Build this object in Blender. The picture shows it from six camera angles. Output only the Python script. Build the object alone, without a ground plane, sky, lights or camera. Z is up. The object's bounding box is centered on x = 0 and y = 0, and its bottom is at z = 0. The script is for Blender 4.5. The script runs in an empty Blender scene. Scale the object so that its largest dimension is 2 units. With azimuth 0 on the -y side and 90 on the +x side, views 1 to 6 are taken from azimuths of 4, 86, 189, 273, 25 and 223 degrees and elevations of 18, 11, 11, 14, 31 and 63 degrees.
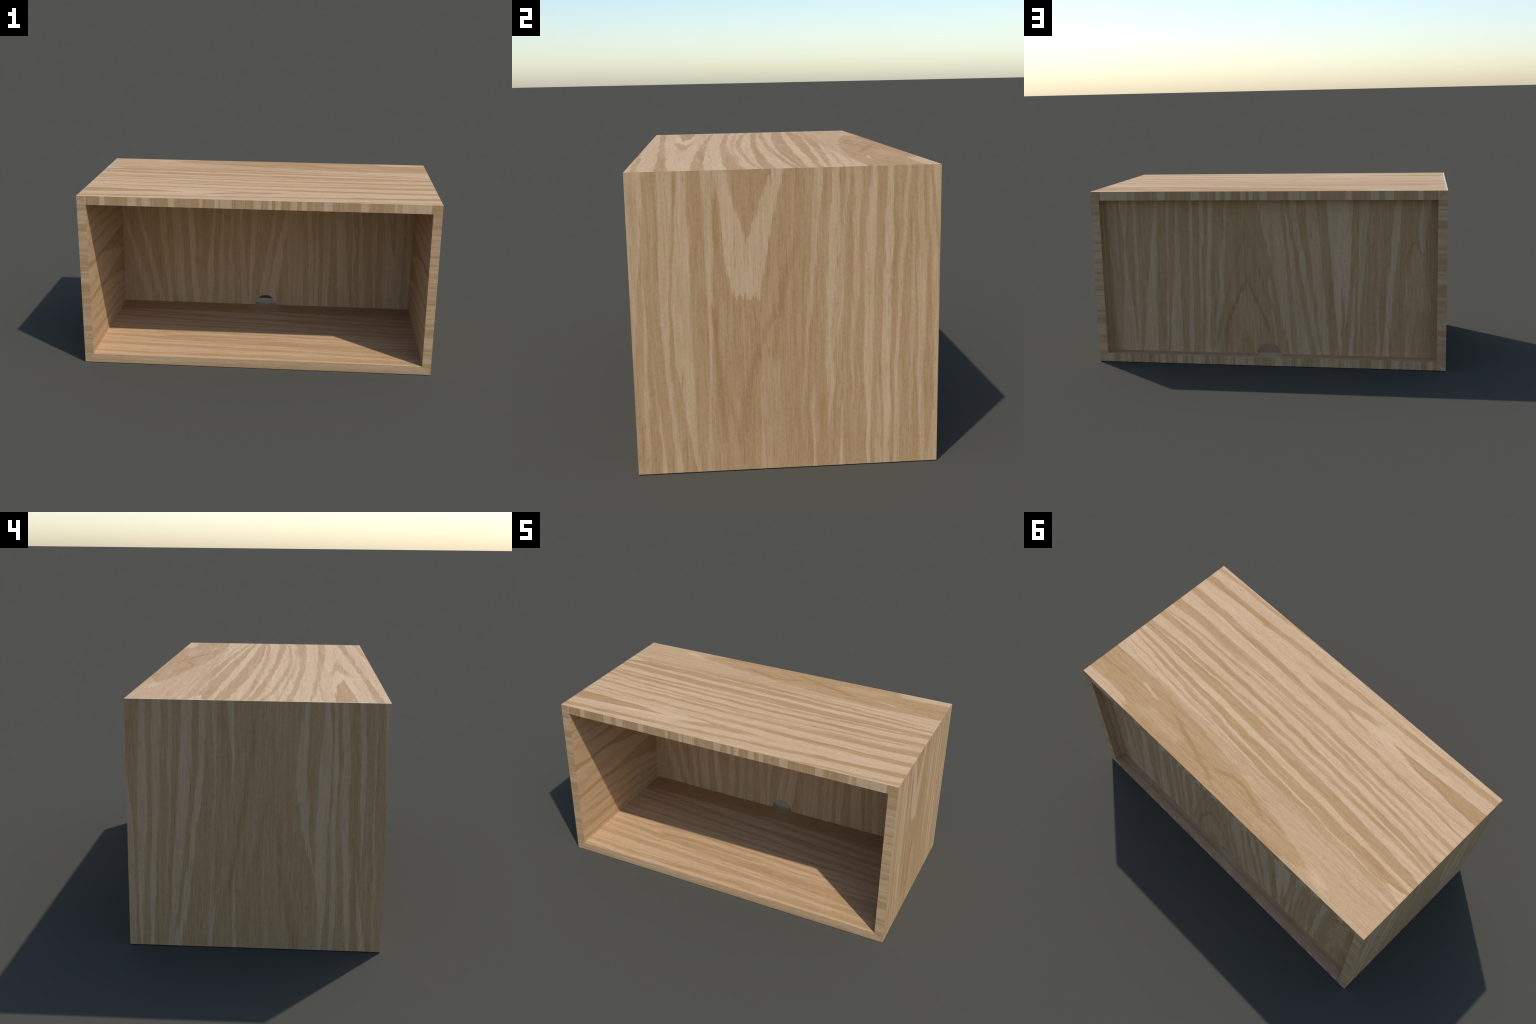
# Open-front wooden cubby box: four mitred veneer boards and a recessed back
# panel with a half-round cable notch.  Everything is built in world metres.
import bpy, math
from mathutils import Vector

W, D, H = 1.0, 0.5, 1.0          # half width, half depth, height
T = 0.05                         # board thickness
BACK_Y0, BACK_Y1 = 0.38, 0.4306    # recessed back panel
NOTCH_R = 0.0685                   # half-round cable notch
GAP = 0.0001                     # hair gap inside the joints

# ---------------------------------------------------------------- palette ---
PALE = (0.587, 0.404, 0.243)     # early wood
DEEP = (0.354, 0.202, 0.079)     # late wood
PORE = (0.235, 0.128, 0.050)     # pore flecks


# ------------------------------------------------------------ node helpers --
class Tree:
    def __init__(self, name):
        self.mat = bpy.data.materials.new(name)
        self.mat.use_nodes = True
        self.nt = self.mat.node_tree
        self.nt.nodes.clear()

    def add(self, kind, **props):
        n = self.nt.nodes.new(kind)
        for k, v in props.items():
            setattr(n, k, v)
        return n

    def plug(self, sock, val):
        if isinstance(val, bpy.types.NodeSocket):
            self.nt.links.new(val, sock)
        else:
            sock.default_value = val

    def math(self, op, a, b=0.0, c=0.0, clamp=False):
        n = self.add('ShaderNodeMath', operation=op, use_clamp=clamp)
        for s, v in zip(n.inputs, (a, b, c)):
            self.plug(s, v)
        return n.outputs[0]

    def madd(self, a, b, c):
        return self.math('MULTIPLY_ADD', a, b, c)

    def vec(self, x=0.0, y=0.0, z=0.0):
        n = self.add('ShaderNodeCombineXYZ')
        for s, v in zip(n.inputs, (x, y, z)):
            self.plug(s, v)
        return n.outputs[0]

    def noise(self, u, v, w, fu, fv, detail=2.0, rough=0.5):
        n = self.add('ShaderNodeTexNoise', noise_dimensions='3D')
        n.inputs['Scale'].default_value = 1.0
        n.inputs['Detail'].default_value = detail
        n.inputs['Roughness'].default_value = rough
        self.plug(n.inputs['Vector'], self.vec(self.math('MULTIPLY', u, fu),
                                               self.math('MULTIPLY', v, fv), w))
        return n.outputs[0]

    def ramp01(self, x, lo, hi, smooth=True):
        n = self.add('ShaderNodeMapRange',
                     interpolation_type='SMOOTHSTEP' if smooth else 'LINEAR')
        n.clamp = True
        self.plug(n.inputs[0], x)
        n.inputs[1].default_value = lo
        n.inputs[2].default_value = hi
        return n.outputs[0]

    def mix(self, f, a, b):
        n = self.add('ShaderNodeMix', data_type='FLOAT')
        self.plug(n.inputs[0], f)
        self.plug(n.inputs[2], a)
        self.plug(n.inputs[3], b)
        return n.outputs[0]

    def mixc(self, f, a, b, mode='MIX'):
        n = self.add('ShaderNodeMix', data_type='RGBA', blend_type=mode)
        self.plug(n.inputs[0], f)
        for s, v in ((n.inputs[6], a), (n.inputs[7], b)):
            self.plug(s, v if isinstance(v, bpy.types.NodeSocket) else (*v, 1.0))
        return n.outputs[2]

    def poly(self, v, stations, values):
        """straight line or parabola through (station, value) pairs, as nodes"""
        if len(stations) == 2:
            (s0, s1), (a, b) = stations, values
            k = (b - a) / (s1 - s0)
            return self.madd(v, k, a - k * s0)
        (s0, s1, s2), (a, b, c) = stations, values
        d1 = (b - a) / (s1 - s0)
        d2 = ((c - b) / (s2 - s1) - d1) / (s2 - s0)
        c1 = d1 - d2 * (s0 + s1)
        c0 = a - d1 * s0 + d2 * s0 * s1
        return self.madd(self.madd(v, d2, c1), v, c0)


def band(edges, tone, at=None, span=None, soft=0.0035, fade=0.05):
    """one growth band: (low, high) edge at each station along the grain"""
    return dict(edges=edges, tone=tone, at=at, span=span, soft=soft, fade=fade)


AXIS = {'x': 0, 'y': 1, 'z': 2}


def wood(name, across, along, seed, stations=(0.0, 1.0), bands=(), base=0.55,
         wander=0.011, fray=0.007, fibre=0.04, random_bands=0.0, random_freq=22.0,
         streak=0.19, rough=0.72, gloss_strip=None):
    """Veneer: pale / deep growth bands running along one axis, plus streaks,
    frayed band edges, pore flecks and a weak hue drift."""
    t = Tree(name)
    co = t.add('ShaderNodeTexCoord').outputs['Object']
    sep = t.add('ShaderNodeSeparateXYZ')
    t.nt.links.new(co, sep.inputs[0])
    u0, v = sep.outputs[AXIS[across]], sep.outputs[AXIS[along]]
    s = float(seed) * 7.31

    # frayed, wandering across-grain coordinate; every fibre column is also
    # shifted a little along the grain, so slanting band edges break into steps
    wn = t.noise(u0, v, s + 0.7, 5.0, 4.5, 3.0)
    fn = t.noise(u0, v, s + 3.1, 110.0, 5.0, 2.0, 0.6)
    u = t.madd(t.math('SUBTRACT', wn, 0.5), wander * 2.4, u0)
    u = t.madd(t.math('SUBTRACT', fn, 0.5), fray * 2.4, u)
    column = t.math('FLOOR', t.math('MULTIPLY', u0, 240.0))
    cn = t.add('ShaderNodeTexWhiteNoise', noise_dimensions='2D')
    t.nt.links.new(t.vec(column, s), cn.inputs['Vector'])
    vj = t.madd(t.math('SUBTRACT', cn.outputs['Value'], 0.5), fibre, v)

    # bands fade in and out along the board
    pn = t.noise(u, v, s + 31.0, 16.0, 2.6, 2.0)
    presence = t.madd(t.ramp01(pn, 0.30, 0.56), 0.26, 0.74)

    m = base
    if random_bands > 0.0:
        rb = t.noise(u, v, s + 9.0, random_freq, 0.35, 3.0, 0.7)
        m = t.mix(t.ramp01(rb, 0.40, 0.60), base - random_bands, base + random_bands)
    for b in bands:
        st = b['at'] or stations
        lo = t.poly(vj, st, [e[0] for e in b['edges']])
        hi = t.poly(vj, st, [e[1] for e in b['edges']])
        inside = t.math('MINIMUM', t.math('SUBTRACT', u, lo), t.math('SUBTRACT', hi, u))
        mask = t.ramp01(inside, -b['soft'], b['soft'])
        if b['span']:
            a, z = b['span']
            along_in = t.math('MINIMUM', t.math('SUBTRACT', vj, a), t.math('SUBTRACT', z, vj))
            mask = t.math('MULTIPLY', mask, t.ramp01(along_in, 0.0, b['fade']))
        if not b['at']:
            mask = t.math('MULTIPLY', mask, presence)
        m = t.mix(mask, m, b['tone'])

    # streaks inside the bands: broad, fine, and single fibres
    s1 = t.noise(u, v, s + 5.0, 70.0, 1.5, 3.0, 0.7)
    s2 = t.noise(u0, v, s + 11.0, 240.0, 7.0, 2.0, 0.6)
    dash = t.math('FLOOR', t.madd(v, 16.0, t.math('MULTIPLY', cn.outputs['Value'], 7.0)))
    s3 = t.add('ShaderNodeTexWhiteNoise', noise_dimensions='3D')
    t.nt.links.new(t.vec(column, dash, s), s3.inputs['Vector'])
    grain = t.math('FLOOR', t.madd(v, 130.0, t.math('MULTIPLY', cn.outputs['Value'], 9.0)))
    s5 = t.add('ShaderNodeTexWhiteNoise', noise_dimensions='3D')
    t.nt.links.new(t.vec(column, grain, s + 0.5), s5.inputs['Vector'])
    m = t.madd(t.math('SUBTRACT', s1, 0.5), streak * 4.2, m)
    m = t.madd(t.math('SUBTRACT', s2, 0.5), streak * 3.4, m)
    m = t.madd(t.math('SUBTRACT', s3.outputs['Value'], 0.5), streak * 0.95, m)
    m = t.madd(t.math('SUBTRACT', s5.outputs['Value'], 0.5), streak * 0.95, m)
    s4 = t.noise(u, v, s + 37.0, 30.0, 1.1, 2.0, 0.6)
    m = t.madd(t.math('SUBTRACT', s4, 0.5), streak * 2.2, m)
    m = t.ramp01(m, -0.08, 1.08, False)
    col = t.mixc(m, DEEP, PALE)

    # weak hue drift between rosy and honey
    hue = t.noise(u0, v, s + 17.0, 80.0, 22.0, 2.0, 0.6)
    tint = t.mixc(t.ramp01(hue, 0.34, 0.66), (1.015, 0.990, 1.02), (0.990, 1.005, 0.965))
    col = t.mixc(1.0, col, tint, 'MULTIPLY')

    # short dark pore flecks
    pf = t.noise(u0, v, s + 23.0, 170.0, 14.0, 1.0, 0.5)
    zone = t.noise(u0, v, s + 29.0, 14.0, 2.0, 2.0)
    fleck = t.math('MULTIPLY', t.ramp01(pf, 0.62, 0.76), t.ramp01(zone, 0.36, 0.60))
    col = t.mixc(t.math('MULTIPLY', fleck, 0.42), col, PORE)

    bsdf = t.add('ShaderNodeBsdfPrincipled')
    t.nt.links.new(col, bsdf.inputs['Base Color'])
    bsdf.inputs['Specular IOR Level'].default_value = 0.22
    bsdf.inputs['Roughness'].default_value = rough
    if gloss_strip is not None:                 # strip made shinier to draw the white sky glint on one edge
        glint_mask = t.math('LESS_THAN', sep.outputs[0], gloss_strip)
        t.plug(bsdf.inputs['Roughness'], t.mix(glint_mask, rough, 0.12))
        t.plug(bsdf.inputs['Specular IOR Level'], t.mix(glint_mask, 0.22, 0.6))
    out = t.add('ShaderNodeOutputMaterial')
    t.nt.links.new(bsdf.outputs[0], out.inputs[0])
    return t.mat


# ------------------------------------------------------- band descriptions --
# edges are (low, high) across the grain; stations run along the grain
TOP = [
    band([(.27, .62), (.245, .62), (.30, .62)], .55),
    band([(-.482, -.461), (-.53, -.51), (-.60, -.58)], .20),
    band([(-.407, -.364), (-.438, -.414), (-.479, -.446)], .20),
    band([(-.293, -.250), (-.269, -.239), (-.204, -.193)], .20),
    band([(-.341, -.334), (-.356, -.318), (-.372, -.304)], .36, at=(.24, .02, -.14), span=(-.34, .24), fade=.09),
    band([(-.333, -.327), (-.378, -.300), (-.400, -.290)], 1.05, at=(-.13, -.45, -.80)),
    band([(-.345, -.340), (-.365, -.300), (-.381, -.295)], .18, at=(-.42, -.75, -1.0)),
    band([(-.183, -.119), (-.180, -.150), (-.131, -.110)], .20),
    band([(-.081, -.074), (-.114, -.092), (-.030, -.012)], .30),
    band([(-.130, -.126), (-.138, -.122), (-.080, -.070)], .42),
    band([(-.067, -.026), (-.050, -.023), (.006, .038)], .22),
    band([(.028, .047), (.004, .027), (.045, .068)], .25),
    band([(.052, .079), (.048, .108), (.119, .163)], .18),
    band([(.106, .122), (.142, .189), (.186, .249)], .18),
    band([(.142, .147), (.201, .238), (.253, .285)], .26),
    band([(.184, .194), (.250, .258), (.306, .319)], .36),
    band([(.226, .231), (.285, .292), (.345, .350)], .48),
    band([(.268, .560), (.338, .560), (.425, .462)], .24, at=(1, -.1, -.56), span=(-.585, 2), fade=.02),
    band([(.458, .560), (.450, .560)], .72, at=(1.0, .72), span=(.69, 2), fade=.03),
    band([(.345, .362), (.436, .454)], -.25, at=(.41, .10), span=(.04, .48), soft=.009),
    band([(.372, .388), (.360, .376), (.402, .424)], -.30, at=(.05, -.12, -.24), span=(-.27, .12), soft=.008),
    band([(.313, .326), (.334, .347)], .80, at=(.724, .618), span=(.58, .76)),
    band([(.385, .440), (.400, .440)], .55, at=(.60, .35), span=(.30, .62), soft=.015),
    band([(.358, .372), (.350, .366)], -.15, at=(.97, .85), span=(.82, 1.1), soft=.008),
    band([(.425, .470), (.430, .470)], .80, at=(-.60, -.70), span=(-.74, -.59), soft=.012),
    band([(.228, .232), (.213, .247)], 1.0, at=(-.885, -.95)),
    band([(-.225, -.222), (-.236, -.230), (-.250, -.244)], .5),
    band([(.118, .121), (.190, .196), (.246, .250)], .9),
]

RIGHT = [   # +x outer face, v = z
    band([(-.52, -.448), (-.52, -.483), (-.56, -.53)], .75),
    band([(-.401, -.350), (-.399, -.376), (-.377, -.358)], .78),
    band([(-.336, -.307), (-.364, -.308), (-.312, -.298)], .80),
    band([(-.430, -.429), (-.422, -.407)], .72, at=(.33, .05)),
    band([(-.450, -.456), (-.460, -.449), (-.472, -.457)], .70, at=(.8, .5, .05)),
    band([(-.262, -.205), (-.256, -.242), (-.269, -.250)], .68),
    band([(-.208, -.014), (-.196, -.066), (-.168, -.082)], .88, at=(.955, .715, .60), span=(.588, 1.2), fade=.006),
    band([(-.190, -.040), (-.138, -.120)], .28, at=(1.0, .80)),
    band([(-.230, -.208), (-.226, -.198), (-.200, -.180)], .14, at=(.9, .75, .55), span=(.5, .95)),
    band([(.090, .115), (.066, .080), (.045, .040)], .75),
    band([(.147, .173), (.131, .167), (.135, .128)], .78),
    band([(.186, .204), (.172, .178), (.16, .15)], .72),
    band([(.220, .242), (.212, .227), (.205, .195)], .74),
    band([(.269, .292), (.253, .283), (.264, .276)], .80),
    band([(.325, .345), (.313, .343), (.318, .339)], .82),
    band([(.385, .398), (.360, .374), (.351, .367)], .72),
    band([(.428, .446), (.427, .456), (.440, .457)], .76),
    band([(.456, .470), (.480, .500), (.510, .520)], .70),
    band([(.478, .520), (.505, .530), (.470, .520)], .74),
    band([(.404, .398), (.408, .422), (.402, .398)], .70),
    band([(.302, .300), (.293, .312)], .74, at=(.40, .05)),
    band([(.180, .180), (.173, .187)], .78, at=(.18, .03)),
    band([(.088, .087), (.081, .091)], .74, at=(.40, .05)),
    band([(-.030, -.010), (-.127, -.102), (-.160, -.134)], .06, at=(.55, .35, .16), span=(.10, .60), soft=.008),
    band([(-.215, -.198), (-.175, -.155)], .12, at=(.30, .12), span=(.06, .42), soft=.008),
    band([(.010, .030), (-.040, -.020), (-.070, -.045)], .02, at=(.75, .45, .10), span=(.05, .80), soft=.010),
    band([(-.245, -.232), (-.222, -.208)], .02, at=(.55, .20), span=(.10, .60), soft=.007),
    band([(-.100, .000), (-.110, -.010)], .42, at=(.35, .05), span=(-1, .42), fade=.1, soft=.02),
]

LEFT = [    # -x outer face, v = z
    band([(-.170, .080), (-.170, .060), (-.24, .06)], .36, at=(.935, .52, .08), soft=.02),
    band([(.421, .446), (.426, .462), (.442, .457)], .80),
    band([(.520, .530), (.483, .510), (.471, .520)], .72),
    band([(.362, .397), (.378, .406), (.396, .414)], .80),
    band([(.316, .333), (.330, .342), (.350, .360)], .62),
    band([(.242, .284), (.267, .308), (.314, .338)], .85),
    band([(.194, .217), (.223, .246), (.280, .306)], .85),
    band([(.151, .168), (.160, .164), (.171, .184)], .62),
    band([(.085, .105), (.085, .080)], .78, at=(.95, .55)),
    band([(.120, .118), (.171, .184)], .74, at=(.38, .05)),
    band([(.082, .080), (.072, .088)], .74, at=(.42, .05)),
    band([(-.198, -.174), (-.206, -.176), (-.235, -.232)], .74, at=(.935, .52, .33)),
    band([(-.276, -.252), (-.283, -.235), (-.271, -.250)], .84),
    band([(-.303, -.288), (-.311, -.292), (-.314, -.294)], .80),
    band([(-.346, -.322), (-.358, -.330), (-.375, -.356)], .84),
    band([(-.409, -.391), (-.417, -.403), (-.412, -.408)], .74, at=(.935, .52, .38)),
    band([(-.392, -.390), (-.428, -.407)], .82, at=(.32, .06)),
    band([(-.520, -.484), (-.515, -.500), (-.54, -.52)], .74),
    band([(-.452, -.446), (-.462, -.452), (-.474, -.456)], .60),
    band([(-.130, -.105), (-.165, -.140)], .02, at=(.25, .05), span=(-1, .36), soft=.009),
    band([(.000, .018), (.032, .052), (.105, .125)], .10, at=(.90, .62, .20), span=(.10, .95), soft=.008),
    band([(-.060, -.035), (-.010, .015), (.030, .055)], .22, at=(.62, .35, .05), span=(-1, .68), soft=.012),
    band([(-.075, -.055), (-.105, -.085), (-.150, -.130)], .24, at=(.60, .40, .15), span=(.05, .66), soft=.010),
]

BACK_OUT = [   # rear face of the back panel, v = z
    band([(.871, .927), (.872, .912)], .60),
    band([(.790, .871), (.826, .840)], .18, at=(.95, .67)),
    band([(.803, .858), (.828, .836)], .72, at=(.95, .70)),
    band([(.832, .838), (.800, .862)], .72, at=(.66, .30)),
    band([(.760, .781), (.762, .784)], .70),
    band([(.639, .663), (.656, .730)], .78),
    band([(.566, .581), (.591, .602)], .70),
    band([(.509, .528), (.512, .574)], .72),
    band([(.426, .448), (.440, .466)], .75),
    band([(.367, .388), (.391, .405)], .78),
    band([(.318, .340), (.343, .369)], .74),
    band([(.234, .250), (.275, .308)], .64),
    band([(.019, .217), (.019, .217)], .42, at=(.40, .20), span=(0, .43), soft=.012),
    band([(-.094, .023), (-.126, -.088)], .70),
    band([(-.020, -.004), (-.044, -.026)], .66, at=(.45, .21), span=(0, .52)),
    band([(-.130, -.114), (-.212, -.157)], .74),
    band([(-.188, -.154), (-.272, -.244)], .76),
    band([(-.292, -.230), (-.340, -.291)], .74),
    band([(-.496, -.350), (-.385, -.355)], .18, at=(.62, .05), span=(0, .60)),
    band([(-.483, -.352), (-.452, -.388), (-.425, -.408)], .92, at=(.79, .30, .09)),
    band([(-.432, -.420), (-.440, -.416)], .40, at=(.40, .20), span=(.12, .42)),
    band([(-.570, -.525), (-.520, -.507)], .70),
    band([(-.500, -.498), (-.486, -.468)], .72, at=(.52, .20)),
    band([(-.640, -.632), (-.634, -.613)], .62),
    band([(-.743, -.707), (-.696, -.662)], .78),
    band([(-.897, -.853), (-.825, -.790)], .62),
    band([(-.848, -.822), (-.878, -.795)], .50, at=(.69, .55), span=(.30, .71), fade=.05),
    band([(-.843, -.832), (-.808, -.796), (-.790, -.778)], .02, at=(.71, .66, .60), span=(.52, .74)),
    band([(-.842, -.832), (-.870, -.858)], .02, at=(.71, .64), span=(.60, .74)),
    band([(.103, .127), (.187, .208), (.242, .264)], -.10, at=(.475, .337, .141), span=(.03, .50), soft=.006),
    band([(.100, .124), (.052, .072), (-.002, .018)], -.05, at=(.475, .37, .22), span=(.14, .50), soft=.006),
    band([(.130, .150), (.215, .232), (.275, .290)], .12, at=(.70, .45, .20), span=(.10, .80), soft=.008),
    band([(.075, .095), (.030, .045), (-.020, -.008)], .12, at=(.68, .50, .35), span=(.25, .78), soft=.008),
    band([(.120, .150), (.080, .180)], .12, at=(.16, .08), span=(-1, .19), soft=.01),
]

BACK_IN = [    # front face of the back panel, v = z
    band([(-.935, -.915), (-.828, -.782)], .66),
    band([(-.836, -.809), (-.739, -.705)], .74),
    band([(-.702, -.662), (-.664, -.636)], .66),
    band([(-.622, -.559), (-.604, -.545)], .66),
    band([(-.515, -.475), (-.493, -.454)], .80),
    band([(-.360, -.338), (-.393, -.354)], .76),
    band([(-.294, -.276), (-.318, -.286)], .66),
    band([(-.238, -.212), (-.255, -.210)], .60),
    band([(-.175, -.153), (-.165, -.129)], .72),
    band([(-.100, -.065), (-.108, -.088)], .74),
    band([(.038, .060), (-.034, .011)], .70),
    band([(.106, .139), (.009, .080)], .78),
    band([(.139, .225), (.150, .250)], .56),
    band([(.265, .295), (.286, .317)], .74),
    band([(.321, .334), (.326, .352)], .70),
    band([(.373, .421), (.379, .414)], .68),
    band([(.451, .516), (.474, .550)], .70),
    band([(.559, .568), (.580, .587)], .72),
    band([(.602, .624), (.618, .653)], .72),
    band([(.684, .719), (.710, .728)], .70),
    band([(.761, .800), (.776, .882)], .74),
    band([(.841, .890), (.845, .885)], .72),
    band([(.915, .930), (.930, .947)], .64),
]

FLOOR = [      # inner faces of bottom and top boards, v = x
    band([(-.455, -.429), (-.478, -.430)], .34),
    band([(-.340, -.297), (-.395, -.358)], .36),
    band([(-.214, -.186), (-.327, -.245)], .34),
    band([(-.258, -.250), (-.345, -.338)], .38),
    band([(-.160, -.150), (-.140, -.104), (-.146, -.140)], .36, at=(-.66, -.54, -.43), span=(-.68, -.42)),
    band([(-.100, -.077), (-.174, -.152)], .38),
    band([(-.205, -.180), (-.21, -.18)], .30, at=(-.5, .0), span=(-.6, .15)),
    band([(-.012, .006), (-.083, -.060)], .34),
    band([(.052, .062), (-.030, -.018)], .40),
    band([(.104, .136), (-.013, .011)], .34),
    band([(.160, .170), (.080, .110)], .36),
    band([(.206, .238), (.053, .072)], .34),
    band([(.298, .318), (.159, .190)], .34),
    band([(.345, .378), (.225, .287)], .30),
    band([(.46, .475), (.310, .350)], .32),
    band([(-.495, -.488), (-.53, -.495)], .3),
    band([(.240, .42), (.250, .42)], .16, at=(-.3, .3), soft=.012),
    band([(.42, .56), (.42, .56)], .52, at=(-1, 1)),
    band([(.445, .458), (.452, .470)], .25),
    band([(-.405, -.398), (-.440, -.425)], .5),
    band([(-.275, -.268), (-.310, -.300)], .5),
    band([(-.150, -.143), (-.215, -.205)], .45),
    band([(-.050, -.040), (-.120, -.112)], .45),
]

SIDE_IN = [    # inner faces of the side boards, across = z, v = y
    band([(.365, .395), (.352, .398), (.270, .424)], .20, at=(-.5, -.05, .38)),
    band([(.560, .605), (.520, .590), (.428, .600)], .18, at=(-.5, -.1, .38)),
    band([(.393, .562), (.394, .545), (.410, .440)], .70, at=(-.5, -.05, .27)),
    band([(.425, .470), (.455, .500), (.445, .470)], .56, at=(-.5, -.15, .15), span=(-.6, .15), soft=.012),
    band([(.311, .331), (.204, .232)], .34, at=(-.5, .38)),
    band([(.246, .272), (.150, .166)], .34, at=(-.5, .38)),
    band([(.146, .180), (.108, .124)], .34, at=(-.5, .38)),
    band([(.065, .080), (.073, .088)], .34, at=(-.5, .38)),
    band([(.698, .722), (.640, .670)], .36, at=(-.5, .38)),
    band([(.770, .785), (.700, .735)], .38, at=(-.5, .38)),
    band([(.820, .835), (.780, .800)], .34, at=(-.5, .38)),
    band([(.890, .906), (.840, .870)], .34, at=(-.5, .38)),
]

TOP_EDGE = [band([e, e], .92, at=(0, 1), soft=.0025) for e in (
    (-.958, -.946), (-.873, -.842), (-.715, -.666), (-.636, -.588), (-.491, -.455),
    (-.317, -.299), (-.234, -.210), (-.204, -.138), (-.020, .022), (.057, .081),
    (.099, .128), (.181, .216), (.246, .269), (.363, .410), (.561, .608),
    (.741, .758), (.782, .940))]

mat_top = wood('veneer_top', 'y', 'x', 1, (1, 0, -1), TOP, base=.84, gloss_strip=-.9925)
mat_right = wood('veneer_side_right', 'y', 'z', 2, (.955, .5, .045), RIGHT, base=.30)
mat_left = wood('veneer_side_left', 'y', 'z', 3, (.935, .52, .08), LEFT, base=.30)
mat_back = wood('veneer_back', 'x', 'z', 4, (.79, .22), BACK_OUT, base=.28)
mat_back_in = wood('veneer_back_inside', 'x', 'z', 5, (.60, .16), BACK_IN, base=.32)
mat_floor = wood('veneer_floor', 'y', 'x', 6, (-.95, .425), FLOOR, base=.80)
mat_side_in = wood('veneer_side_inside', 'z', 'y', 7, (-.5, .38), SIDE_IN, base=.64, wander=.015)
mat_recess = wood('veneer_recess', 'y', 'z', 8, base=.42, random_bands=.28, random_freq=45)
mat_edge_top = wood('edge_top', 'x', 'z', 9, (0, 1), TOP_EDGE, base=.30, wander=0, fray=.002,
                    random_bands=.06, random_freq=30)
mat_edge_up = wood('edge_upright', 'z', 'x', 10, base=.50, wander=.001, fray=.002,
                   random_bands=.30, random_freq=24)
mat_edge_low = wood('edge_bottom_front', 'z', 'x', 11, base=.58, random_bands=.16, random_freq=26)
mat_edge_rear = wood('edge_bottom_rear', 'x', 'z', 12, base=.48, wander=0, fray=.002,
                     random_bands=.36, random_freq=24)
mat_notch = wood('notch_lining', 'x', 'y', 13, base=.3, rough=.35)


# ----------------------------------------------------------------- meshing --
def mesh_object(name, verts, faces, mats, parent):
    """faces: (vertex indices, material)"""
    me = bpy.data.meshes.new(name)
    me.from_pydata([Vector(v) for v in verts], [], [f for f, _ in faces])
    for m in mats:
        me.materials.append(m)
    for poly, (_, m) in zip(me.polygons, faces):
        poly.material_index = mats.index(m)
        poly.use_smooth = False
    me.validate()
    me.update()
    ob = bpy.data.objects.new(name, me)
    bpy.context.scene.collection.objects.link(ob)
    ob.parent = parent
    return ob


def mitred_board(name, section, outer, inner, recess, front, rear, parent):
    """section: outer corner a, outer corner b, inner b, inner a as (x, z);
    extruded along y.  The inner face is split behind the back panel."""
    split = (BACK_Y0 + BACK_Y1) / 2
    ys = (-D, split, D)
    verts = [(x, y, z) for y in ys for x, z in section]
    a, b, c, d = 0, 1, 2, 3
    faces = [([a, b, c, d], front), ([8 + d, 8 + c, 8 + b, 8 + a], rear)]
    for k, side_mat in ((0, inner), (4, recess)):
        faces += [([k + b, k + a, k + 4 + a, k + 4 + b], outer),
                  ([k + d, k + c, k + 4 + c, k + 4 + d], side_mat),
                  ([k + c, k + b, k + 4 + b, k + 4 + c], inner),
                  ([k + a, k + d, k + 4 + d, k + 4 + a], inner)]
    mats = []
    for _, m in faces:
        if m not in mats:
            mats.append(m)
    return mesh_object(name, verts, faces, mats, parent)


def fix_normals(ob):
    import bmesh
    bm = bmesh.new()
    bm.from_mesh(ob.data)
    bmesh.ops.recalc_face_normals(bm, faces=bm.faces)
    bm.to_mesh(ob.data)
    bm.free()


box = bpy.data.objects.new('wooden_storage_cubby', None)
bpy.context.scene.collection.objects.link(box)
box.empty_display_size = 0.2
box['label'] = 'open-front pale oak veneer box with mitred corners and cable notch'
box['category'] = 'storage box'

g = GAP
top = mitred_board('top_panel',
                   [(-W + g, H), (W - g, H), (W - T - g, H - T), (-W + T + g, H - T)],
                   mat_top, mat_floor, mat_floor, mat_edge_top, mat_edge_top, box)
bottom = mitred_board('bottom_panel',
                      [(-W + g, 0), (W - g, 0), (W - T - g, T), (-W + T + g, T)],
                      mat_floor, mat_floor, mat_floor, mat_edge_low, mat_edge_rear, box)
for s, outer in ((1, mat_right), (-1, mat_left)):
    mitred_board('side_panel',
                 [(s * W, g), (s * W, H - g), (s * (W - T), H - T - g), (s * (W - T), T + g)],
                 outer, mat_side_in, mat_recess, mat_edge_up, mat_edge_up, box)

# back panel: rectangle with a half-round notch in its lower edge
xi, z0, z1 = W - T - g, T + g, H - T - g
SEG = 48
outline = [(-xi, z0), (-xi, z1), (xi, z1), (xi, z0)]
outline += [(NOTCH_R * math.cos(math.pi * i / SEG), z0 + NOTCH_R * math.sin(math.pi * i / SEG))
            for i in range(SEG + 1)]
n = len(outline)
verts = [(x, y, z) for y in (BACK_Y0, BACK_Y1) for x, z in outline]
faces = [(list(range(n)), mat_back_in), ([n + i for i in reversed(range(n))], mat_back)]
for i in range(n):
    j = (i + 1) % n
    lining = mat_notch if 4 <= i < n - 1 else mat_back
    faces.append(([i, j, n + j, n + i], lining))
mesh_object('back_panel', verts, faces, [mat_back_in, mat_back, mat_notch], box)

for ob in box.children:
    fix_normals(ob)
